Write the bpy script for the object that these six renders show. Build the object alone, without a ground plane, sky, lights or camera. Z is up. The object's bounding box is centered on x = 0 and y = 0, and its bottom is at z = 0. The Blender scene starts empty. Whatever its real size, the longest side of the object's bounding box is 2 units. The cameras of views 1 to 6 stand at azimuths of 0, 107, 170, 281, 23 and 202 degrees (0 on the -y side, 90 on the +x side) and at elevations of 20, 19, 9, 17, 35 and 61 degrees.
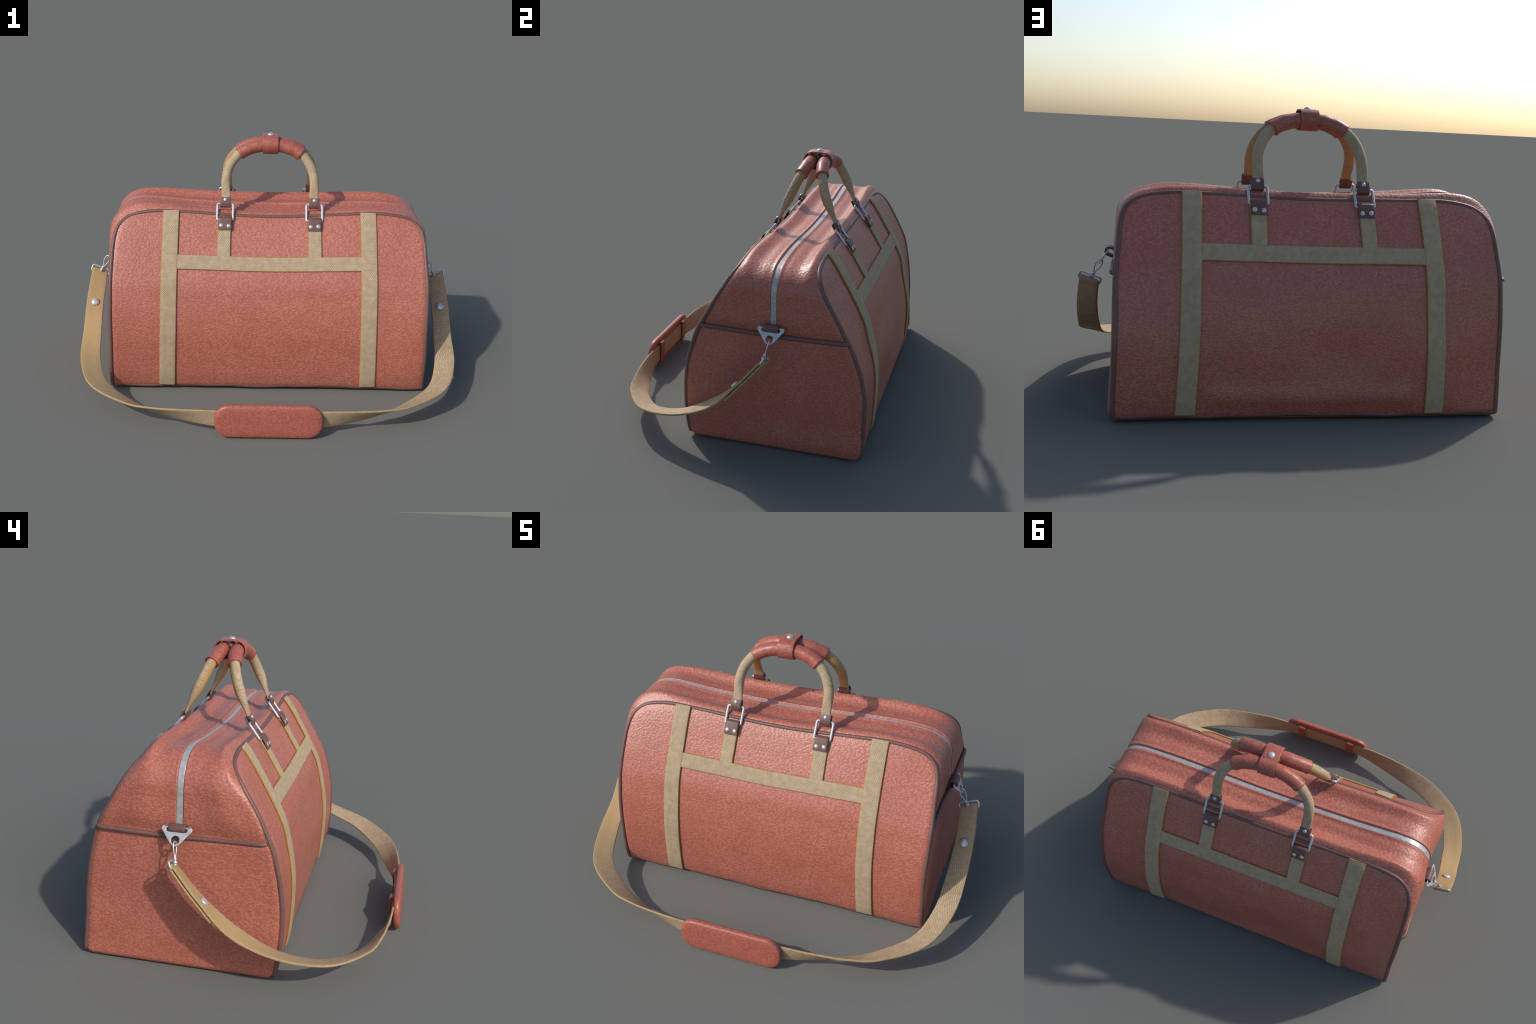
# Travel duffel bag: leather body with piping, webbing straps, twin handles,
# metal hardware and a shoulder strap lying in front of it.
import bpy, bmesh, math, random
import numpy as np
from mathutils import Vector, Matrix

random.seed(7)
YC = 0.232            # depth position of the bag's mid plane
sc = bpy.context.scene

# ------------------------------------------------------------------ helpers
def V(*a):
    return np.array(a, float)

def unit(a):
    a = np.asarray(a, float)
    n = np.linalg.norm(a, axis=-1, keepdims=True)
    return a / np.maximum(n, 1e-12)

def catmull(P, n=12):
    P = np.asarray(P, float)
    Q = np.vstack([2 * P[0] - P[1], P, 2 * P[-1] - P[-2]])
    out = []
    for i in range(len(P) - 1):
        p0, p1, p2, p3 = Q[i:i + 4]
        for t in np.arange(n) / n:
            out.append(.5 * (2 * p1 + (p2 - p0) * t + (2 * p0 - 5 * p1 + 4 * p2 - p3) * t * t
                             + (3 * p1 - p0 - 3 * p2 + p3) * t ** 3))
    out.append(P[-1])
    return np.array(out)

def resample(P, n, closed=False):
    P = np.asarray(P, float)
    if closed:
        P = np.vstack([P, P[:1]])
    d = np.r_[0, np.cumsum(np.linalg.norm(np.diff(P, axis=0), axis=1))]
    t = np.linspace(0, d[-1], n + 1)[:-1] if closed else np.linspace(0, d[-1], n)
    return np.stack([np.interp(t, d, P[:, k]) for k in range(P.shape[1])], 1)

def smooth(a, b, x):
    t = np.clip((np.asarray(x, float) - a) / (b - a), 0, 1)
    return t * t * (3 - 2 * t)

def make(name, verts, faces, mats, parent=None, idx=None, flat=None):
    me = bpy.data.meshes.new(name)
    me.from_pydata([tuple(map(float, v)) for v in verts], [], faces)
    for m in (mats if isinstance(mats, (list, tuple)) else [mats]):
        me.materials.append(m)
    if idx is not None:
        me.polygons.foreach_set('material_index', idx)
    bm = bmesh.new()
    bm.from_mesh(me)
    bmesh.ops.recalc_face_normals(bm, faces=bm.faces)
    bm.to_mesh(me)
    bm.free()
    me.polygons.foreach_set('use_smooth', [True] * len(me.polygons))
    if flat:
        me.set_sharp_from_angle(angle=math.radians(flat))
    ob = bpy.data.objects.new(name, me)
    sc.collection.objects.link(ob)
    if parent:
        ob.parent = parent
    return ob

def copy_of(ob, parent, mat4):
    o = ob.copy()
    sc.collection.objects.link(o)
    o.parent = parent
    o.matrix_local = mat4
    return o

def grid_faces(nu, nv, closed_u=False, closed_v=False):
    f = []
    for i in range(nu if closed_u else nu - 1):
        for j in range(nv if closed_v else nv - 1):
            a, b = i, (i + 1) % nu
            c, d = j, (j + 1) % nv
            f.append((a * nv + c, b * nv + c, b * nv + d, a * nv + d))
    return f

def frames(P, up):
    T = unit(np.gradient(P, axis=0))
    up = np.broadcast_to(np.asarray(up, float), P.shape)
    S = unit(np.cross(T, up))
    U = np.cross(S, T)
    return T, S, U

def tube(name, P, r, mat, parent, up=(0, 0, 1), n=10, closed=False, cap=True, flat=None):
    """round tube along a polyline; r may be a number or one per point"""
    P = np.asarray(P, float)
    if closed:
        E = np.vstack([P[-1:], P, P[:1]])
        T = unit(E[2:] - E[:-2])
        S = unit(np.cross(T, np.broadcast_to(np.asarray(up, float), P.shape)))
        U = np.cross(S, T)
    else:
        T, S, U = frames(P, up)
    r = np.broadcast_to(np.asarray(r, float), (len(P),))
    if cap and not closed:                                # round off the ends
        a = np.linspace(0, np.pi / 2, 4)[:-1]
        c0 = [(P[0] - T[0] * r[0] * .6 * np.cos(x), max(math.sin(x), .02)) for x in a]
        c1 = [(P[-1] + T[-1] * r[-1] * .6 * np.cos(x), max(math.sin(x), .02)) for x in a[::-1]]
        P = np.vstack([[c for c, _ in c0], P, [c for c, _ in c1]])
        r = np.r_[[k * r[0] for _, k in c0], r, [k * r[-1] for _, k in c1]]
        S = np.vstack([[S[0]] * 3, S, [S[-1]] * 3])
        U = np.vstack([[U[0]] * 3, U, [U[-1]] * 3])
    ang = np.arange(n) * 2 * np.pi / n
    v = (P[:, None] + r[:, None, None] * (np.cos(ang)[None, :, None] * S[:, None]
                                         + np.sin(ang)[None, :, None] * U[:, None]))
    f = grid_faces(len(P), n, closed, True)
    if not closed:
        f += [tuple(range(n)), tuple(range((len(P) - 1) * n, len(P) * n))]
    return make(name, v.reshape(-1, 3), f, mat, parent, flat=flat)

def section(w, t, e=None, n=3, m=4):
    """rounded-rectangle cross-section (half width w, half thickness t)"""
    e = min(w, t) * .8 if e is None else e
    pts = []
    for cx, cy, a0 in ((w - e, t - e, 0), (-w + e, t - e, 90), (-w + e, -t + e, 180), (w - e, -t + e, 270)):
        for k in range(n + 1):
            a = math.radians(a0 + 90 * k / n)
            pts.append((cx + e * math.cos(a), cy + e * math.sin(a)))
        # extra points along the long faces
        if a0 in (0, 180):
            s = 1 if a0 == 0 else -1
            for k in range(1, m):
                pts.append((s * (w - e) * (1 - 2 * k / m), s * t))
    return np.array(pts)

def ribbon(name, C, W, N, w, t, mats, parent, flat=40, edge_mat=True, bulge=0.0):
    """flat band along C; W unit width directions, N unit normals, w/t half sizes"""
    C, W, N = map(np.asarray, (C, W, N))
    w = np.broadcast_to(np.asarray(w, float), (len(C),))
    t = np.broadcast_to(np.asarray(t, float), (len(C),))
    vs = []
    for i in range(len(C)):
        s = section(w[i], t[i])
        dome = bulge * (1 - (s[:, 0] / w[i]) ** 2)
        vs.append(C[i] + s[:, :1] * W[i] + (s[:, 1:] + dome[:, None]) * N[i])
    k = len(vs[0])
    f = grid_faces(len(C), k, False, True)
    idx = []
    s0 = section(w[0], t[0])
    for i in range(len(C) - 1):
        for j in range(k):
            mid = .5 * (s0[j, 0] + s0[(j + 1) % k, 0])
            idx.append(1 if edge_mat and abs(mid) > w[0] - t[0] * .85 else 0)
    f += [tuple(range(k)), tuple(range((len(C) - 1) * k, len(C) * k))]
    idx += [1 if edge_mat else 0] * 2
    return make(name, np.vstack(vs), f, mats, parent, idx, flat)

def lathe(name, prof, mat, parent, n=20):
    """solid of revolution about +z from (r,z) pairs; first and last r may be 0"""
    vs, ang = [], np.arange(n) * 2 * np.pi / n
    for r, z in prof:
        r = max(r, 1e-4)
        vs += [(r * math.cos(a), r * math.sin(a), z) for a in ang]
    f = grid_faces(len(prof), n, False, True)
    f += [tuple(range(n)), tuple(range((len(prof) - 1) * n, len(prof) * n))]
    return make(name, vs, f, mat, parent, flat=50)

def place(pos, normal, scale=1.0):
    q = Vector(normal).normalized().to_track_quat('Z', 'Y')
    return Matrix.Translation(Vector(pos)) @ q.to_matrix().to_4x4() @ Matrix.Scale(scale, 4)

# ---------------------------------------------------------------- materials
def lin(r, g, b):
    f = lambda c: ((c / 255 + .055) / 1.055) ** 2.4 if c > 10 else c / 255 / 12.92
    return (f(r), f(g), f(b), 1)

class Nodes:
    def __init__(self, name, rough, spec=.5):
        self.m = bpy.data.materials.new(name)
        self.m.use_nodes = True
        self.t = self.m.node_tree
        self.b = self.t.nodes['Principled BSDF']
        self.b.inputs['Roughness'].default_value = rough
        self.b.inputs['Specular IOR Level'].default_value = spec
        self.co = self.t.nodes.new('ShaderNodeTexCoord').outputs['Object']

    def n(self, kind, **kw):
        nd = self.t.nodes.new(kind)
        for k, v in kw.items():
            if k in nd.inputs:
                nd.inputs[k].default_value = v
            else:
                setattr(nd, k, v)
        return nd

    def link(self, a, b):
        self.t.links.new(a, b)

    def mapped(self, scale, rot=(0, 0, 0)):
        mp = self.n('ShaderNodeMapping')
        mp.inputs['Scale'].default_value = scale
        mp.inputs['Rotation'].default_value = rot
        self.link(self.co, mp.inputs['Vector'])
        return mp.outputs[0]

    def noise(self, scale, detail=3, vec=None, rough=.5):
        nd = self.n('ShaderNodeTexNoise', Scale=scale, Detail=detail, Roughness=rough)
        self.link(vec or self.co, nd.inputs['Vector'])
        return nd.outputs['Fac']

    def ramp(self, fac, stops):
        nd = self.n('ShaderNodeValToRGB')
        el = nd.color_ramp.elements
        while len(el) < len(stops):
            el.new(.5)
        for e, (p, c) in zip(el, stops):
            e.position, e.color = p, c
        self.link(fac, nd.inputs[0])
        return nd.outputs[0]

    def math(self, op, a, b=None, c=None):
        nd = self.n('ShaderNodeMath', operation=op)
        for i, x in enumerate((a, b, c)):
            if x is None:
                continue
            if isinstance(x, (int, float)):
                nd.inputs[i].default_value = x
            else:
                self.link(x, nd.inputs[i])
        return nd.outputs[0]

    def mix(self, fac, a, b, blend='MIX'):
        nd = self.n('ShaderNodeMix', data_type='RGBA', blend_type=blend)
        for s, x in ((0, fac), (6, a), (7, b)):
            if isinstance(x, (int, float, tuple)):
                nd.inputs[s].default_value = x
            else:
                self.link(x, nd.inputs[s])
        return nd.outputs[2]

    def bump(self, h, strength, dist):
        nd = self.n('ShaderNodeBump', Strength=strength, Distance=dist)
        self.link(h, nd.inputs['Height'])
        self.link(nd.outputs[0], self.b.inputs['Normal'])

    def color(self, c):
        if isinstance(c, tuple):
            self.b.inputs['Base Color'].default_value = c
        else:
            self.link(c, self.b.inputs['Base Color'])
        return self.m

def leather(name, dark, mid, light, grain, rough=.42, depth=.0016, spec=.5):
    """pebbled hide: crisp cells in relief, pale worn tops, faint wear patches"""
    k = Nodes(name, rough, spec)
    v = k.mapped((1, 1, 1.5))
    wob = k.n('ShaderNodeTexNoise', Scale=grain * .6, Detail=2)
    k.link(v, wob.inputs['Vector'])
    add = k.n('ShaderNodeVectorMath', operation='MULTIPLY_ADD')
    k.link(wob.outputs['Color'], add.inputs[0])
    add.inputs[1].default_value = (.9 / grain,) * 3
    k.link(v, add.inputs[2])
    pebble = k.n('ShaderNodeTexVoronoi', Scale=grain, feature='SMOOTH_F1')
    pebble.inputs['Smoothness'].default_value = .35
    k.link(add.outputs[0], pebble.inputs['Vector'])
    cell = k.math('SUBTRACT', 1.0, pebble.outputs['Distance'])
    fine = k.noise(grain * 2.2, 2, v)
    h = k.math('MULTIPLY_ADD', fine, .35, cell)
    blotch = k.noise(7, 3)
    f = k.math('MULTIPLY_ADD', blotch, .28, k.math('MULTIPLY_ADD', fine, .22, k.math('MULTIPLY', cell, .60)))
    c = k.ramp(f, [(.44, dark), (.62, mid), (.84, light)])
    k.bump(h, .8, depth)
    k.link(k.math('MULTIPLY_ADD', fine, .2, rough - .1), k.b.inputs['Roughness'])
    return k.color(c)

RED = leather('red_leather', lin(159, 89, 71), lin(170, 100, 82), lin(184, 119, 102), 80, .43, .0015, .6)
RED_SMOOTH = leather('sleeve_leather', lin(150, 80, 65), lin(160, 90, 74), lin(172, 104, 89), 80, .42, .0005)
BROWN = leather('brown_leather', lin(96, 66, 59), lin(104, 72, 65), lin(112, 80, 72), 150, .5, .0004)
PIPE = leather('piping_leather', lin(100, 69, 63), lin(110, 77, 70), lin(120, 87, 79), 140, .5, .0004)

def webbing(name, a, b, ochre, ochre_amt, left_wash=False, rot=(0, 0, math.radians(0))):
    k = Nodes(name, .75, .3)
    # diagonal basket weave made of crossed waves, softened by blotchy wear
    def wave(r, sc_):
        w = k.n('ShaderNodeTexWave', wave_type='BANDS', bands_direction='X', Scale=sc_, Distortion=.25, Detail=1)
        k.link(k.mapped((1, 1, 1), r), w.inputs['Vector'])
        return w.outputs['Fac']
    w1 = wave((0, math.radians(45), math.radians(20)), 50)
    w2 = wave((0, math.radians(-45), math.radians(-20)), 50)
    weave = k.math('MULTIPLY', w1, w2)
    blot = k.noise(38, 4, None, .65)
    big = k.noise(9, 2)
    f = k.math('MULTIPLY_ADD', weave, .45, k.math('MULTIPLY', blot, .60))
    c = k.ramp(f, [(.24, a), (.72, b)])
    f2 = k.math('MULTIPLY_ADD', blot, -.5, k.math('MULTIPLY_ADD', big, .9, ochre_amt))
    fac = k.ramp(f2, [(.35, (0, 0, 0, 1)), (.75, (1, 1, 1, 1))])
    if left_wash:      # one arm of the strap is plain ochre toward its clip
        sep = k.n('ShaderNodeSeparateXYZ')
        k.link(k.co, sep.inputs[0])
        g = k.n('ShaderNodeMapRange')
        g.inputs[1].default_value, g.inputs[2].default_value = -.72, -.98
        k.link(sep.outputs[0], g.inputs[0])
        fac = k.math('MAXIMUM', fac, g.outputs[0])
    c = k.mix(fac, c, ochre)
    k.bump(k.math('MULTIPLY_ADD', blot, .4, weave), .45, .0009)
    return k.color(c)

TAN = webbing('tan_webbing', lin(152, 130, 99), lin(188, 170, 144), lin(164, 139, 101), -.25)
TAN_EDGE = webbing('webbing_edge', lin(152, 118, 66), lin(172, 140, 90), lin(156, 120, 64), .05)
STRAP_EDGE = webbing('strap_edge', lin(152, 126, 88), lin(178, 154, 116), lin(160, 128, 80), -.1)
STRAP = webbing('strap_webbing', lin(150, 127, 97), lin(186, 166, 138), lin(162, 135, 95), -.2, True)
OCHRE = webbing('ochre_inner_side', lin(156, 124, 78), lin(178, 148, 100), lin(162, 126, 76), .05)

def metal(name, col, rough, metallic=1.0):
    k = Nodes(name, rough)
    k.b.inputs['Metallic'].default_value = metallic
    n = k.noise(60, 3)
    c = k.ramp(n, [(.35, tuple(x * .82 for x in col[:3]) + (1,)), (.65, col)])
    k.link(k.math('MULTIPLY_ADD', n, .25, rough - .12), k.b.inputs['Roughness'])
    return k.color(c)

STEEL = metal('satin_steel', lin(200, 199, 199), .36, .5)
ZIP = metal('zip_tape', lin(184, 182, 181), .32, .3)

# --------------------------------------------------------------------- root
root = bpy.data.objects.new('duffel_bag', None)
sc.collection.objects.link(root)
root['label'] = 'red leather duffel bag with tan webbing straps and shoulder strap'
root['category'] = 'travel bag'

# --------------------------------------------------------------------- body
# half depth of the bag against height (side profile)
HZ = catmull([(0, .413), (.04, .420), (.10, .426), (.20, .430), (.30, .430), (.38, .422), (.45, .410),
              (.51, .396), (.56, .384), (.60, .370), (.645, .348), (.70, .318), (.75, .290), (.80, .260),
              (.84, .236), (.875, .213), (.905, .193), (.935, .178)], 6)

# the stuffed bag is not quite square: depth offsets of its four upright corners
CORNER_Z = [0, .10, .20, .35, .46, .56, .62, .70, .80, .88, .95]
CORNER = {(-1, -1): [.004, .012, .014, .013, .013, .011, .009, .014, .010, .006, 0],
          (-1, 1): [.004, .010, .012, .010, .006, -.002, -.010, -.012, -.013, -.008, 0],
          (1, 1): [.012, .012, .011, .010, .004, -.010, -.020, -.022, -.022, -.010, 0],
          (1, -1): [-.004, -.020, -.030, -.031, -.026, -.021, -.016, -.012, -.008, -.004, 0]}

def half_depth(x, z, s):
    """half depth of the bag on its near (s<0) or far (s>0) side"""
    x, z, s = np.broadcast_arrays(np.asarray(x, float), np.asarray(z, float), np.asarray(s, float))
    h = np.interp(z, HZ[:, 0], HZ[:, 1])
    w = smooth(.46, .83, np.abs(x))
    for (a, b), off in CORNER.items():
        o = np.interp(z, CORNER_Z, off)
        h = h + np.where((np.where(s < 0, -1, 1) == a) & (np.where(x < 0, -1, 1) == b), o * w, 0)
    return h

# end-on contour (x against z), right half, top centre to bottom centre
half = catmull([(0, .930), (.2, .930), (.40, .931), (.56, .931), (.66, .923), (.741, .903), (.797, .861),
                (.822, .798), (.830, .70), (.835, .60), (.834, .45), (.834, .30), (.837, .15), (.838, .045)], 16)
fil = [(.838 - .028 + .028 * math.cos(a), .030 + .028 * -math.sin(a) - .002) for a in np.linspace(.1, math.pi / 2, 8)]
half = np.vstack([half, fil, [(.4, 0), (0, 0)]])
loop = np.vstack([half, (half * [-1, 1])[::-1][1:-1]])
CON = resample(loop, 640, True)
E_ = np.vstack([CON[-1:], CON, CON[:1]])
TAN_C = unit(E_[2:] - E_[:-2])
NRM = np.stack([-TAN_C[:, 1], TAN_C[:, 0]], 1)           # outward normal
if NRM[0, 1] < 0:
    NRM = -NRM

def sag(P):
    """the top of the bag sinks a little between the handles"""
    P = np.array(P, float)
    far = smooth(YC - .15, YC + .15, P[..., 1])
    P[..., 2] -= (.025 - .013 * far) * np.exp(-(P[..., 0] / .36) ** 2) * smooth(.45, .92, P[..., 2])
    return P

def lumps(P, amp):
    """soft unevenness of stuffed leather"""
    x, y, z = P[..., 0], P[..., 1], P[..., 2]
    return amp * (np.sin(5.1 * x + 1.3) * np.sin(4.3 * z + 7 * y + .4) + .6 * np.sin(11 * x - 6 * z + 2.1 * y)
                  + .4 * np.sin(17 * x + 9 * z + 1.7)) / 2

SEAM_Z = .603
def band_point(i, v):
    """point of the gusset: contour index array i, v in [-1,1] across the depth"""
    x, z = CON[i, 0], CON[i, 1]
    h = half_depth(x, z, v)
    yo = v * h
    d = np.zeros_like(x + v)
    top = smooth(.80, .91, z)                 # only on the top face
    up = smooth(SEAM_Z, .70, z)
    a = np.abs(yo)
    far = v > 0
    prof = (-.013 * np.exp(-((a - .090) / .040) ** 2)
            + np.where(far, .017, .008) * np.exp(-((a - .150) / .027) ** 2)
            - .007 * np.exp(-(a / .055) ** 4) + .006 * np.exp(-((a - .018) / .010) ** 2))
    d += top * prof * (1 - .7 * smooth(.58, .82, np.abs(x)))
    groove = 1 - smooth(.0135, .0165, a)
    d += up * (-.0075 * groove)
    end = smooth(.70, .80, np.abs(x)) * (1 - top)
    d += end * up * np.where(x < 0, .014, .003) * np.exp(-((np.abs(v) - .58) / .24) ** 2)
    dz = z - SEAM_Z
    crease = np.where(dz > 0, np.exp(-(dz / .030) ** 2), np.exp(-(dz / .014) ** 2))
    d += -.008 * crease * end * (1 - .45 * v * v)
    d += -.003 * end * smooth(.30, .55, z) * (1 - up) * (1 - v * v)
    # the end corners of the top are stuffed out beyond the panel outline
    corner = smooth(.42, .70, np.abs(x)) * smooth(.79, .90, z)
    full = smooth(0, .05, (1 - np.abs(v)) * h)
    d += np.where(x < 0, .010, .007) * smooth(.55, .75, np.abs(x)) * smooth(.74, .84, z) * full
    lift = np.where(x < 0, np.where(far, .017, .021), np.where(far, -.006, -.009)) * corner * full
    # the ends lean: one flares at the foot, the other at the shoulder
    ends = smooth(.70, .80, np.abs(x)) * smooth(.01, .06, z)
    d += np.where(x < 0, -.002 * (1 - smooth(.25, .55, z)) + .005 * np.exp(-((z - .76) / .10) ** 2),
                  .006 * (1 - smooth(.06, .18, z)) * far
                  - .010 * np.exp(-((z - .60) / .14) ** 2) * (1 - smooth(-.6, .4, v))) * ends
    # rounded border toward the piping
    b = (1 - np.abs(v)) * h
    k = np.clip(1 - b / .034, 0, 1)
    d -= np.where(z < .02, .022, .016) * (1 - np.sqrt(np.maximum(1 - k * k, 0)))
    P = np.stack([x + NRM[i, 0] * d, YC + yo, z + NRM[i, 1] * d], -1)
    P[..., 2] += lift
    P[..., 2] += lumps(P, .002) * top * (1 - k)
    P[..., 0] += np.sign(x) * lumps(P, .003) * end * (1 - k) * smooth(.02, .15, z)
    P[..., 2] = np.maximum(P[..., 2], 0)
    return sag(P)

def vsteps(n):
    t = np.linspace(-1, 1, n)
    return np.sign(t) * (1 - (1 - np.abs(t)) ** 1.35)

def gusset(name, ids):
    v = vsteps(141)
    I, Vv = np.meshgrid(ids, v, indexing='ij')
    # keep a fixed-width strip of columns along the zip groove
    h = half_depth(CON[I, 0], CON[I, 1], Vv)
    u = Vv
    inner_u, strip_w = .30, .030
    yo = np.where(np.abs(u) < inner_u, strip_w * u / inner_u,
                  np.sign(u) * (strip_w + (h - strip_w) * (np.abs(u) - inner_u) / (1 - inner_u)))
    P = band_point(I, yo / h)
    return make(name, P.reshape(-1, 3), grid_faces(len(ids), len(v)), RED, root)

n_con = len(CON)
z_c = CON[:, 1]
iR = int(np.argmin(np.abs(z_c[:320] - SEAM_Z)))
ids_top = np.r_[np.arange(n_con - iR, n_con), np.arange(0, iR + 1)]
ids_low = np.arange(iR, n_con - iR + 1)
gusset('zip_gusset', ids_top)
gusset('base_gusset', ids_low)

def panel_y(x, z, sgn):
    """half depth of the side panel at (x, z) before sagging"""
    x, z = np.asarray(x, float), np.asarray(z, float)
    d = np.min(np.hypot(x[..., None] - CON[::2, 0], z[..., None] - CON[::2, 1]), -1)
    k = np.clip(1 - d / .042, 0, 1)
    y = half_depth(x, z, sgn) + .004 - .020 * (1 - np.sqrt(np.maximum(1 - k * k, 0)))
    P = np.stack([x, y, z], -1)
    if np.max(sgn) > 0:        # the hem swells out, shallow hollows pressed into the far side
        y = y + .012 * np.exp(-((z - .105) / .045) ** 2) * (1 - smooth(.38, .47, np.abs(x)))
        for cx, cz, rx, rz, dep in ((-.10, .29, .20, .10, .014), (-.56, .45, .15, .11, .011), (.62, .52, .12, .10, .009)):
            y = y - dep * np.exp(-((x - cx) / rx) ** 2 - ((z - cz) / rz) ** 2)
    return y + lumps(P, .0015) * (1 - k) + .003 * (1 - (x / .84) ** 2) * (1 - k)

def side_panel(sgn):
    ids = np.arange(0, n_con, 2)
    base = CON[ids] - NRM[ids] * .004
    base[:, 1] = np.maximum(base[:, 1], .014)
    ctr = np.array([0, .45])
    rings = []
    T = np.r_[np.linspace(0, .16, 16), np.linspace(.16, .985, 44)[1:]]
    for t in T:
        rings.append(base + (ctr - base) * t)
    R = np.array(rings)
    y = panel_y(R[..., 0], R[..., 1], sgn)
    P = sag(np.stack([R[..., 0], YC + sgn * y, R[..., 1]], -1))
    m = len(ids)
    f = grid_faces(len(T), m, False, True)
    f.append(tuple(range((len(T) - 1) * m, len(T) * m)))
    return make('side_panel', P.reshape(-1, 3), f, RED, root)

panels = {}
for sgn in (-1, 1):
    panels[sgn] = side_panel(sgn)

def on_panel(x, z, sgn, lift):
    """position on the side panel, lifted along its slope normal"""
    x, z = np.broadcast_arrays(np.asarray(x, float), np.asarray(z, float))
    e = .004
    y = panel_y(x, z, sgn)
    dydz = (panel_y(x, z + e, sgn) - panel_y(x, z - e, sgn)) / (2 * e)
    dydx = (panel_y(x + e, z, sgn) - panel_y(x - e, z, sgn)) / (2 * e)
    n = unit(np.stack([-dydx, np.ones_like(y), -dydz], -1))
    P = np.stack([x, y, z], -1) + n * lift
    P[..., 1] = YC + sgn * P[..., 1]
    n[..., 1] *= sgn
    return sag(P), n

# piping round each side panel and across each end
for sgn in (-1, 1):
    ids = np.arange(0, n_con, 2)
    p = CON[ids] - NRM[ids] * .014
    y = half_depth(CON[ids, 0], CON[ids, 1], sgn) - .001
    lowest = .0225 + .003 * np.sin(9 * p[:, 0] + sgn) + .002 * np.sin(23 * p[:, 0])
    P = np.stack([p[:, 0], YC + sgn * y, np.maximum(p[:, 1], lowest)], 1)
    P = sag(P)
    P += NRM[ids][:, [0, 0, 1]] * [1, 0, 1] * (.0014 * np.sin(np.arange(len(ids)) * .23)
                                              * np.sin(np.arange(len(ids)) * .071))[:, None]
    tube('piping', P, .0110, PIPE, root, up=(0, 1, 0), n=10, closed=True)
for sx in (-1, 1):
    v = np.linspace(-1.0, 1.0, 60)
    i = np.full(60, iR)
    P = band_point(i, v)
    P[:, 0] = np.abs(P[:, 0]) + .003
    P[:, 0] = np.maximum(P[:, 0] + .006, .820)
    P[:, 2] -= .007 * (1 - v * v)
    P *= [sx, 1, 1]
    tube('seam_piping', P, .0108, PIPE, root, up=(0, 0, 1), n=10)

# zipper tape running over the top and down to the seam at both ends
ids = ids_top[6:-6]
C = band_point(ids, np.zeros(len(ids)))
nn = np.stack([NRM[ids, 0], 0 * NRM[ids, 0], NRM[ids, 1]], 1)
ribbon('zipper', C + nn * .0015, np.tile([0, 1., 0], (len(ids), 1)), nn,   .0136, .0020, [ZIP, ZIP], root, edge_mat=False)

# ------------------------------------------------------- webbing on the panels
def strip(name, pts, sgn, w, lift=.0045, t=.0048, edge=True):
    """webbing along (x, z) way-points on a side panel"""
    pts = np.asarray(pts, float)
    L = np.linalg.norm(np.diff(pts, axis=0), axis=1).sum()
    q = resample(pts, max(12, int(L / .012)))
    C, N = on_panel(q[:, 0], q[:, 1], sgn, lift)
    T = unit(np.gradient(C, axis=0))
    W = unit(np.cross(T, N))
    N = unit(np.cross(W, T))
    N *= np.sign(N[:, 1:2]) * sgn
    return ribbon(name, C, W, N, w, t, [TAN, TAN_EDGE], root)

for sgn in (-1, 1):
    for sx in (-1, 1):
        lean = .008
        strip('webbing_strap', [(sx * (.524 + lean), .032), (sx * .522, .35), (sx * .518, .70), (sx * .516, .921)], sgn, .0425)
    strip('cross_strap', [(-.477, .690), (0, .692), (.477, .690)], sgn, .0385, lift=.0040, t=.0042)
    for sx in (-1, 1):
        strip('handle_strap', [(sx * .238, .722), (sx * .236, .90)], sgn, .0350, lift=.0042)

# ----------------------------------------------------------- handle hardware
rivet_src = lathe('rivet', [(0, -.002), (.0115, -.002), (.0115, .001), (.0105, .0035), (.008, .0058), (.0045, .0070), (0, .0074)],
                  STEEL, root)
used_src = [False]
def rivet(pos, normal, parent, scale=1.0):
    if not used_src[0]:
        used_src[0] = True
        rivet_src.parent = parent
        rivet_src.matrix_local = place(pos, normal, scale)
        return rivet_src
    return copy_of(rivet_src, parent, place(pos, normal, scale))

def flip(P, sgn):
    """measured on the near side; mirror about the mid plane for the far side"""
    P = np.array(P, float)
    if sgn > 0:
        P[..., 1] = 2 * YC - P[..., 1]
    return P

def slab(name, path, wdir, w, t, mat, parent, n=6, bulge=0.0):
    """leather piece following a short path of centre points"""
    C = catmull(path, n)
    W = np.tile(unit(np.asarray(wdir, float)), (len(C), 1))
    T = unit(np.gradient(C, axis=0))
    N = unit(np.cross(W, T))
    return ribbon(name, C, W, N, w, t, [mat, mat], parent, edge_mat=False, bulge=bulge)

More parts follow.
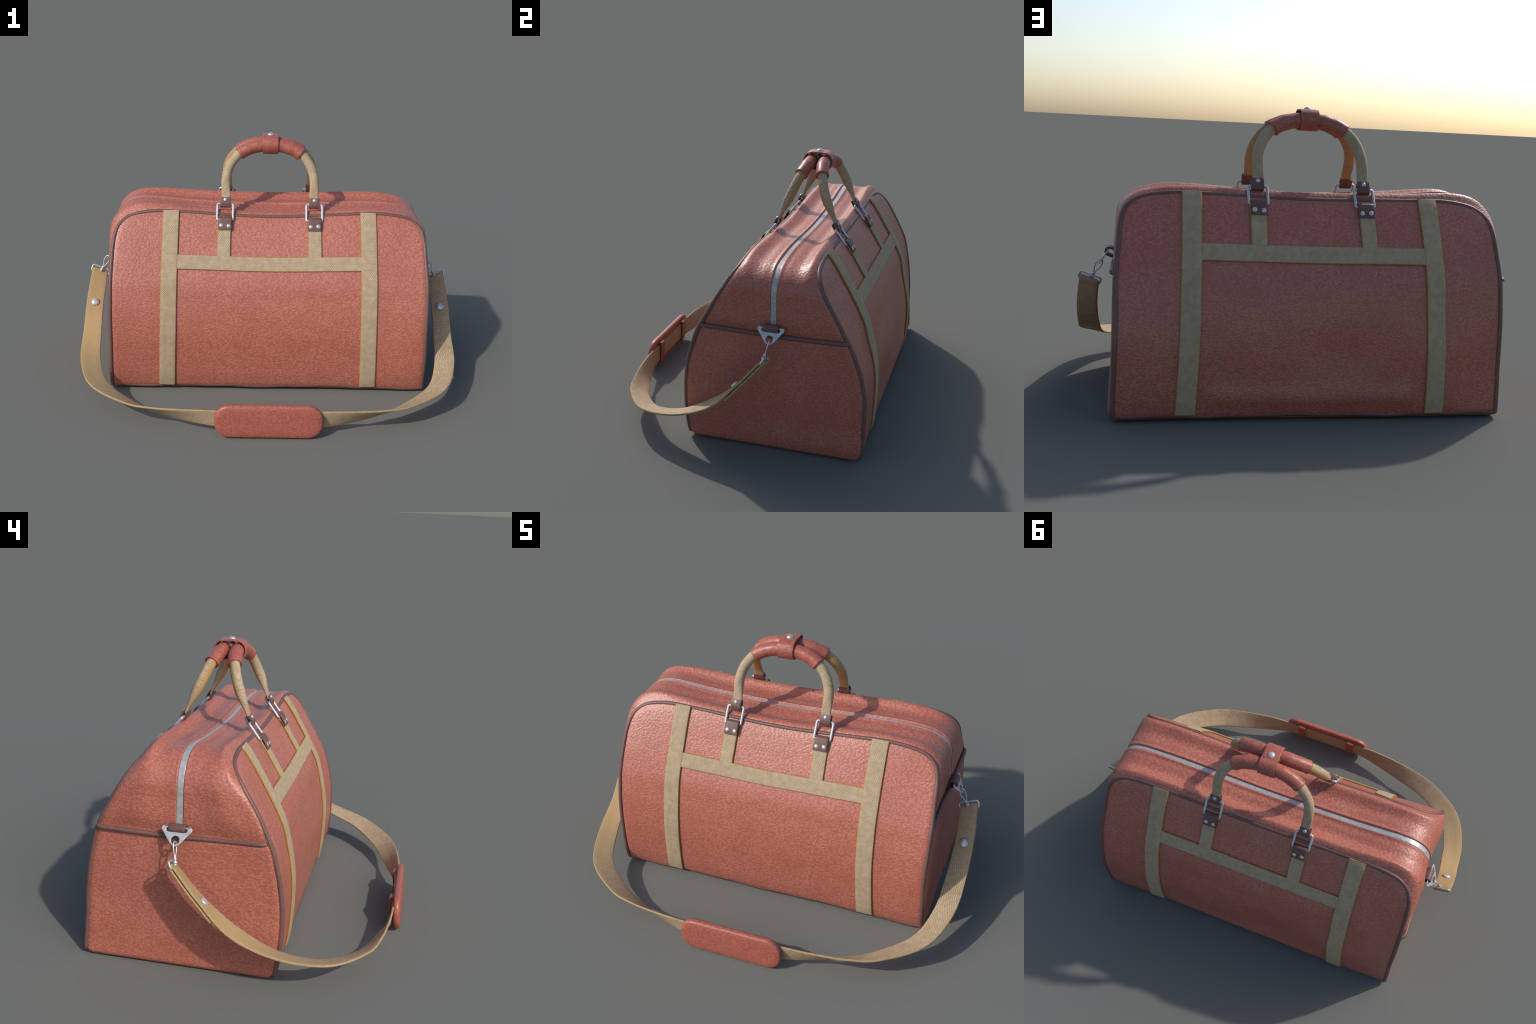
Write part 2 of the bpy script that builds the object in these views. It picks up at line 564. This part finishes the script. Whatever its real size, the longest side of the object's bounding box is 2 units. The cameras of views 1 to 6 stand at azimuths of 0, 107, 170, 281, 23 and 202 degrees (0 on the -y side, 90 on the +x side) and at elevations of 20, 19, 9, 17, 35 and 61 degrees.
for sgn in (-1, 1):
    for sx in (-1, 1):
        X = sx * .234
        xa = np.array([1., 0, 0])
        f3 = lambda y, z: flip(V(X, y, z), sgn)
        # rectangular ring lying over the piping
        top, bot = V(X, .074, .953), V(X, .020, .882)
        up = unit(top - bot)
        L = np.linalg.norm(top - bot)
        w, r = .0415, .0075
        cs = []
        for cx, cy, a0 in ((w - r, L - r, 0), (-w + r, L - r, 90), (-w + r, r, 180), (w - r, r, 270)):
            for k in range(5):
                a = math.radians(a0 + 22.5 * k)
                cs.append(bot + xa * (cx + r * math.cos(a)) + up * (cy + r * math.sin(a)))
        ring = resample(np.array(cs), 64, True)
        nrm = np.cross(xa, up)
        tube('buckle_ring', flip(ring, sgn), .0066, STEEL, root, up=flip(nrm + [0, YC, 0], sgn) - flip([0, YC, 0], sgn), n=10, closed=True)
        # anchor tab: leather folded round the lower bar, riveted to the webbing
        q, nq = on_panel(V(X), V(.848), -1, .0)
        foot, fn = q[0], nq[0]
        loop_c = bot + up * .004
        out = unit(V(0, -.80, .60))
        path = [foot + fn * .0125, foot * .62 + loop_c * .38 + fn * .0150, loop_c + out * .0115 - up * .012, loop_c + out * .0110 + up * .003,
                loop_c + up * .0110, loop_c - out * .0120 + up * .004, loop_c - out * .010 - up * .018]
        tab = slab('anchor_tab', flip(path, sgn), (1, 0, 0), .0355, .0042, BROWN, root)
        back = [foot + fn * .0125 + V(0, .008, 0), foot * .6 + loop_c * .4 + fn * .004, loop_c - out * .012 - up * .004]
        slab('anchor_tab', flip(back, sgn), (1, 0, 0), .0345, .0045, BROWN, root)
        for s2 in (-1, 1):
            rp, rn = on_panel(V(X + s2 * .0195), V(.866), -1, .0165)
            p = flip(rp[0], sgn)
            nv = rn[0] * [1, 1 if sgn < 0 else -1, 1]
            rivet(p, nv, tab, 1.1)
        # handle tab: folded round the upper bar, holds the end of the handle
        hd = unit(V(0, .50, .87))
        ho = unit(V(0, -.87, .50))
        tc = top - up * .004
        path = [tc + hd * .037 + ho * .0095, tc + hd * .022 + ho * .0115, tc + hd * .004 + ho * .0105, tc - hd * .0105 + ho * .004,
                tc - hd * .0095 - ho * .006, tc + hd * .008 - ho * .0105, tc + hd * .022 - ho * .0105, tc + hd * .037 - ho * .0085]
        htab = slab('handle_tab', flip(path, sgn), (1, 0, 0), .0275, .0035, BROWN, root)
        p = flip(tc + hd * .024 + ho * .0135, sgn)
        nv = ho * [1, 1 if sgn < 0 else -1, 1]
        rivet(p, nv, htab, .92)

# -------------------------------------------------------------------- handles
arch_half = [(.231, .082, .972), (.231, .096, 1.005), (.233, .118, 1.055), (.227, .139, 1.102), (.207, .158, 1.150),
             (.173, .174, 1.191), (.128, .186, 1.219), (.070, .194, 1.237), (0, .197, 1.243)]
arch = catmull(arch_half + [(-x, y, z) for x, y, z in arch_half[::-1][1:]], 10)
arch = resample(arch, 150)
for sgn in (-1, 1):
    A = flip(arch, sgn)
    T = unit(np.gradient(A, axis=0))
    side = np.tile(V(0, 1., 0), (len(A), 1))
    side = unit(side - T * (side * T).sum(1, keepdims=True))
    other = np.cross(T, side)
    # round webbing tube that flattens into a strap end at both tabs
    s = np.minimum(np.linspace(0, 1, len(A)), np.linspace(1, 0, len(A)))
    k = smooth(.015, .15, s)
    ang = np.arange(20) * 2 * np.pi / 20
    vs, f = [], grid_faces(len(A), 20, False, True)
    for i in range(len(A)):
        ry = .0065 + (.0245 - .0065) * k[i]
        rx = .0235 + .0015 * k[i]
        # tall flattened end: squarer section
        p = 1 - .45 * (1 - k[i])
        c = np.sign(np.cos(ang)) * np.abs(np.cos(ang)) ** p
        q = np.sign(np.sin(ang)) * np.abs(np.sin(ang)) ** p
        vs.append(A[i] + ry * c[:, None] * side[i] + rx * q[:, None] * other[i])
    f += [tuple(range(20)), tuple(range((len(A) - 1) * 20, len(A) * 20))]
    inner = (lambda a: math.cos(a) * -sgn > .45)
    idx = []
    for i in range(len(A) - 1):
        for j in range(20):
            idx.append(1 if inner((j + .5) * 2 * math.pi / 20) else 0)
    idx += [0, 0]
    h = make('handle', np.vstack(vs), f, [TAN, OCHRE], root, idx, 60)
    # leather sleeve over the grip
    m = np.abs(A[:, 0]) < .168
    B = resample(A[m], 61)
    T = unit(np.gradient(B, axis=0))
    u = np.linspace(-1, 1, 61)
    rad = .0335 + .0012 * smooth(.9, 1, np.abs(u)) + .0006 * np.sin(u * 19)
    Bx = np.vstack([B[:1] + T[:1] * .006, B[:1] - T[:1] * .0005, B[:1], B, B[-1:], B[-1:] + T[-1:] * .0005, B[-1:] - T[-1:] * .006])
    rr = np.r_[.0245, .0275, .0325, rad, .0325, .0275, .0245]
    tube('grip_sleeve', Bx, rr, RED_SMOOTH, h, up=(0, 1, 0), n=22, cap=False)

# leather wrap joining the two grips, with its snap flap
yo, zo, R = .035, 1.244, .0405
outline = []
for k in range(17):
    a = math.radians(-90 - 180 * k / 16)
    outline.append((YC - yo + R * math.cos(a), zo + R * 1.08 * math.sin(a)))
for k in range(17):
    a = math.radians(90 - 180 * k / 16)
    outline.append((YC + yo + R * math.cos(a), zo + R * 1.08 * math.sin(a)))
O = resample(np.array(outline), 90, True)
E2 = np.vstack([O[-1:], O, O[:1]])
t2 = unit(E2[2:] - E2[:-2])
n2 = np.stack([t2[:, 1], -t2[:, 0]], 1)
if ((O - O.mean(0)) * n2).sum() < 0:
    n2 = -n2
xs = [(-.0405, -.003), (-.0415, -.001), (-.0400, .0030), (-.02, .0038), (0, .004), (.02, .0038), (.0400, .0030), (.0415, -.001), (.0405, -.003)]
vs = []
for x, off in xs:
    vs.append(np.c_[np.full(len(O), x), O + n2 * off])
vs.append(np.c_[np.full(len(O), 0.0), O - n2 * .003])
wrap = make('grip_wrap', np.vstack(vs), grid_faces(len(vs), len(O), True, True), RED_SMOOTH, root, flat=50)
tube('dark_gap_filler', [(-.036, YC, 1.262), (-.02, YC, 1.265), (0, YC, 1.266), (.02, YC, 1.265), (.036, YC, 1.262)], .013, BROWN, wrap, n=10)  # dark rod filling the gap between the two grips, so that it looks dark from the ends
# flap: comes up from the near side, over the top, rounded tip toward the far side
fp = catmull([(YC + .073, 1.2560), (YC + .064, 1.2780), (YC + .040, 1.2885), (YC + .005, 1.2905), (YC - .020, 1.2895), (YC - .045, 1.2855)], 8)
tt = np.linspace(0, 1, len(fp))
tipw = np.where(tt > .62, np.sqrt(np.maximum(1 - ((tt - .62) / .385) ** 2, .0)) * .012 + .0265 * np.sqrt(np.maximum(1 - ((tt - .62) / .385) ** 2.6, 0.02)), .0385)
fp[:, 0] = 2 * YC - fp[:, 0]
C = np.c_[np.zeros(len(fp)), fp]
T = unit(np.gradient(C, axis=0))
Wd = np.tile([1., 0, 0], (len(C), 1))
Nn = unit(np.cross(T, Wd))
Nn *= np.where(Nn[:, 2:3] < 0, -1, 1)
flap = ribbon('wrap_flap', C, Wd, Nn, tipw, .0026, [RED_SMOOTH, RED_SMOOTH], wrap, edge_mat=False)
rivet((0, YC, 1.2915), (0, 0, 1), flap, 1.5)

# -------------------------------------------------------------- shoulder strap
SC = [(0, -.645, .086), (.20, -.645, .086), (.31, -.634, .087), (.43, -.610, .087), (.56, -.576, .091), (.69, -.526, .102),
      (.858, -.394, .130), (.930, -.211, .176), (.947, -.031, .262), (.949, .105, .385), (.938, .214, .505)]
SH = [.046, .046, .047, .049, .051, .053, .053, .0520, .0490, .046, .044]   # half widths
SW = [(0, 0, 1), (0, -.03, 1), (.05, -.25, .97), (.24, -.50, .85), (.36, -.70, .64), (.48, -.80, .44),
      (.75, -.63, .22), (.96, -.25, .12), (1, .02, -.06), (.97, .0, .20), (.94, .0, .36)]
Ch = catmull(SC, 20)
Wh = unit(catmull(SW, 20))
Hh = catmull(np.c_[SH, SH], 20)[:, 0]
Th = unit(np.gradient(Ch, axis=0))
square = 1 - smooth(.86, 1, np.linspace(0, 1, len(Wh)))[:, None]      # the last bit hangs askew
Wh = unit(Wh - square * Th * (Wh * Th).sum(1, keepdims=True))
Nh = unit(np.cross(Wh, Th))
mx = np.array([-1., 1, 1])
C = np.vstack([(Ch * mx)[::-1], Ch[1:]])
W = np.vstack([(Wh * mx)[::-1], Wh[1:]])
T = unit(np.gradient(C, axis=0))
N = unit(np.cross(W, T))
strap = ribbon('shoulder_strap', C, W, N, np.r_[Hh[::-1], Hh[1:]], .0052, [STRAP, STRAP_EDGE], root)

big_rivet = lathe('strap_snap', [(0, -.004), (.021, -.004), (.0225, 0), (.0215, .004), (.017, .0075), (.010, .0098), (.003, .0105), (0, .0105)], STEEL, strap, 28)
arc = np.r_[0, np.cumsum(np.linalg.norm(np.diff(Ch, axis=0), axis=1))]
for sx in (1, -1):
    m3 = np.array([sx, 1., 1])
    # folded end of the strap: back under itself after passing round the bar
    sel = arc > arc[-1] - .255
    Cc, Ww, Tt = Ch[sel], Wh[sel], Th[sel]
    under = np.cross(Ww, Tt)
    under = unit(under * np.where(under[:, 2:3] > 0, -1, 1))
    g = .0135
    f_path = [c + u * g for c, u in zip(Cc, under)]
    e, eu, et = Cc[-1], under[-1], Tt[-1]
    for k in range(1, 9):
        a = math.pi * k / 8
        f_path.append(e + eu * g / 2 + eu * g / 2 * math.cos(a) * 1.0 + et * .016 * math.sin(a))
    f_path = np.array(f_path)
    fw = np.vstack([Ww, np.tile(Ww[-1], (8, 1))])
    ft = unit(np.gradient(f_path, axis=0))
    fnn = unit(np.cross(fw, ft))
    ribbon('strap_fold', f_path * m3, fw * m3, fnn * m3, np.r_[Hh[sel], [Hh[-1]] * 8] - .001, .0050, [STRAP, STRAP_EDGE], strap)
    # domed snap through the doubled strap
    i = int(np.argmin(np.linalg.norm(Ch - V(.948, .090, .372), axis=1)))
    u = np.cross(Wh[i], Th[i])
    u = u if u[2] > 0 else -u
    mat4 = place((Ch[i] + u * .0075) * m3, u * m3)
    if sx == 1:
        big_rivet.matrix_local = mat4
    else:
        copy_of(big_rivet, strap, mat4)

    # ------------------------------------------------ clip hardware at this end
    # leather keeper sewn into the end seam
    kc = V(.8535, YC, .6365)
    kp = [kc + V(-.030, 0, -.030), kc + V(-.020, 0, .006)]
    kp += [kc + .0165 * V(math.cos(a), 0, math.sin(a)) for a in np.radians([120, 80, 40, 0, -40, -80])]
    kp += [kc + V(-.016, 0, -.024)]
    keeper = slab('ring_keeper', np.array(kp) * m3, (0, 1, 0), .035, .0042, BROWN, root)
    # flat triangular ring hanging from the keeper
    o = V(.8600, YC, .6420)
    dn = unit(V(.042, 0, -.072))
    yy = V(0, 1., 0)
    nr = unit(np.cross(yy, dn))
    def P2(a, b, h):
        return o + yy * a + dn * b + nr * h
    def rounded(poly, r, n=7):
        out = []
        m = len(poly)
        for i in range(m):
            p, q, s = map(np.array, (poly[i - 1], poly[i], poly[(i + 1) % m]))
            d1, d2 = unit(p - q), unit(s - q)
            ang = math.acos(np.clip(d1 @ d2, -1, 1))
            l = r / math.tan(ang / 2)
            c = q + unit(d1 + d2) * r / math.sin(ang / 2)
            a1, a2 = q + d1 * l - c, q + d2 * l - c
            for k in range(n + 1):
                v_ = unit(a1 * (1 - k / n) + a2 * k / n) * r
                out.append(c + v_)
        return out
    # outline: hull of two small corner discs and the disc round the hole
    discs = [(-.0515, .0045, .0125), (.0515, .0045, .0125), (0, .0505, .0250)]
    cloud = [(cx + r_ * math.cos(a), cy + r_ * math.sin(a)) for cx, cy, r_ in discs for a in np.linspace(0, 2 * math.pi, 40, endpoint=False)]
    cloud = sorted(set(cloud))
    def chain(pts):
        h_ = []
        for p in pts:
            while len(h_) > 1 and (h_[-1][0] - h_[-2][0]) * (p[1] - h_[-2][1]) - (h_[-1][1] - h_[-2][1]) * (p[0] - h_[-2][0]) <= 0:
                h_.pop()
            h_.append(p)
        return h_[:-1]
    outer = chain(cloud) + chain(cloud[::-1])
    slot = rounded([(-.0485, 0.0), (.0485, 0.0), (.040, .0165), (-.040, .0165)], .006, 4)
    hole = [(.0175 * math.cos(a), .050 + .0175 * math.sin(a)) for a in np.linspace(0, 2 * np.pi, 24, endpoint=False)]
    bm = bmesh.new()
    edges = []
    for poly in (outer, slot, hole):
        vv = [bm.verts.new(P2(a, b, -.0028) * m3) for a, b in poly]
        edges += [bm.edges.new((vv[i], vv[(i + 1) % len(vv)])) for i in range(len(vv))]
    bmesh.ops.triangle_fill(bm, use_beauty=True, use_dissolve=False, edges=edges)
    ext = bmesh.ops.extrude_face_region(bm, geom=bm.faces[:])
    bmesh.ops.translate(bm, verts=[g_ for g_ in ext['geom'] if isinstance(g_, bmesh.types.BMVert)], vec=Vector(nr * .0056 * m3))
    bmesh.ops.recalc_face_normals(bm, faces=bm.faces[:])
    me = bpy.data.meshes.new('triangle_ring')
    bm.to_mesh(me)
    bm.free()
    me.materials.append(STEEL)
    tri = bpy.data.objects.new('triangle_ring', me)
    sc.collection.objects.link(tri)
    tri.parent = root
    bev = tri.modifiers.new('soft_edges', 'BEVEL')
    bev.width, bev.segments, bev.limit_method = .0016, 2, 'ANGLE'
    me.polygons.foreach_set('use_smooth', [True] * len(me.polygons))
    me.set_sharp_from_angle(angle=math.radians(40))

    # swivel clip: wire loop through the ring, swivel barrel and strap bar
    a0, a1 = P2(0, .058, 0), V(.9200, .2210, .5330)
    ax = unit(a1 - a0)
    sd = unit(np.cross(ax, nr) * .25 + np.cross(ax, yy) * .97)
    wire = [a1 - ax * .002 + sd * .0035, a1 - ax * .016 + sd * .0055, a1 - ax * .036 + sd * .0125, a0 + ax * .006 + sd * .0120, a0 - ax * .002 + sd * .004,
            a0 - ax * .002 - sd * .004, a0 + ax * .006 - sd * .0120, a1 - ax * .036 - sd * .0125, a1 - ax * .016 - sd * .0055, a1 - ax * .002 - sd * .0035]
    clip = tube('swivel_hook', catmull(wire, 6) * m3, .0030, STEEL, root, up=yy, n=8)
    barrel = lathe('swivel_barrel', [(0, -.006), (.006, -.006), (.0072, -.002), (.0072, .006), (.0056, .0075), (.0056, .010), (.0105, .0115), (.0112, .015),
                                     (.0105, .0185), (.006, .020), (.009, .022), (.009, .026), (0, .028)], STEEL, clip, 16)
    barrel.matrix_local = place(a1 * m3, ax * m3)
    # bar: a flat wire loop the strap end folds over
    ce = Ch[-1] + under[-1] * g / 2 + Th[-1] * .004
    wv = Wh[-1]
    hv = unit(Th[-1] * .75 + V(0, 0, .66))
    hv = unit(hv - wv * (hv @ wv))
    cs = []
    w_, l_, r_ = .0485, .034, .010
    for cx, cy, a00 in ((w_ - r_, l_ - r_, 0), (-w_ + r_, l_ - r_, 90), (-w_ + r_, r_, 180), (w_ - r_, r_, 270)):
        for k in range(5):
            a = math.radians(a00 + 22.5 * k)
            cs.append(ce - hv * .006 + wv * (cx + r_ * math.cos(a)) + hv * (cy + r_ * math.sin(a)))
    bar = resample(np.array(cs), 64, True)
    tube('strap_bar', bar * m3, .0048, STEEL, clip, up=np.cross(wv, hv) * m3, n=10, closed=True)

# shoulder pad: stuffed leather oval with two keeper loops behind it
tilt = math.radians(5)
def pad_pt(x, s, d):      # s up the pad, d toward the front
    return V(x, -.664 - d * math.cos(tilt) + s * math.sin(tilt) , .0875 + s * math.cos(tilt) + d * math.sin(tilt) * .3)
NP = 96
outl = []
a_, b_, r_ = .262, .0835, .072
for cx, cy, a00 in ((a_ - r_, b_ - r_, 0), (-a_ + r_, b_ - r_, 90), (-a_ + r_, -b_ + r_, 180), (a_ - r_, -b_ + r_, 270)):
    for k in range(9):
        a = math.radians(a00 + 90 * k / 8)
        outl.append((cx + r_ * math.cos(a), cy + r_ * math.sin(a)))
outl = resample(np.array(outl), NP, True)
prof = [(.0, -.013), (.6, -.0125), (.90, -.012), (.975, -.009), (1.0, -.003), (1.0, .003), (.99, .008), (.965, .0125), (.93, .0155), (.86, .0180), (.6, .0200), (.3, .0205), (0, .0205)]
vs = []
for q, d in prof:
    for (x, s) in outl:
        # shrink toward the pad's spine, keeping the oval outline
        sp = max(min(x, a_ - b_), -(a_ - b_))
        vs.append(pad_pt(sp + (x - sp) * q, s * q, d))
f = grid_faces(len(prof), NP, False, True)
pad = make('shoulder_pad', vs, f, RED_SMOOTH, root)
for x0 in (-.158, .158):
    o_ = []
    for (s, d) in rounded([(-.062, -.011), (-.062, -.0335), (.062, -.0335), (.062, -.011)], .007, 5):
        o_.append((s, d))
    o_ = resample(np.array(o_), 60, True)
    cen = o_.mean(0)
    vs = []
    for dx, k in ((-.0205, -.0022), (-.0215, 0), (-.0205, .0022), (0, .0026), (.0205, .0022), (.0215, 0), (.0205, -.0022), (0, -.0022)):
        for s, d in o_:
            ps = s + np.sign(s) * k * (abs(s) > .055)
            pd = d + np.sign(d - cen[1]) * k
            vs.append(pad_pt(x0 + dx, ps, pd))
    make('pad_loop', vs, grid_faces(8, len(o_), True, True), RED_SMOOTH, pad, flat=50)
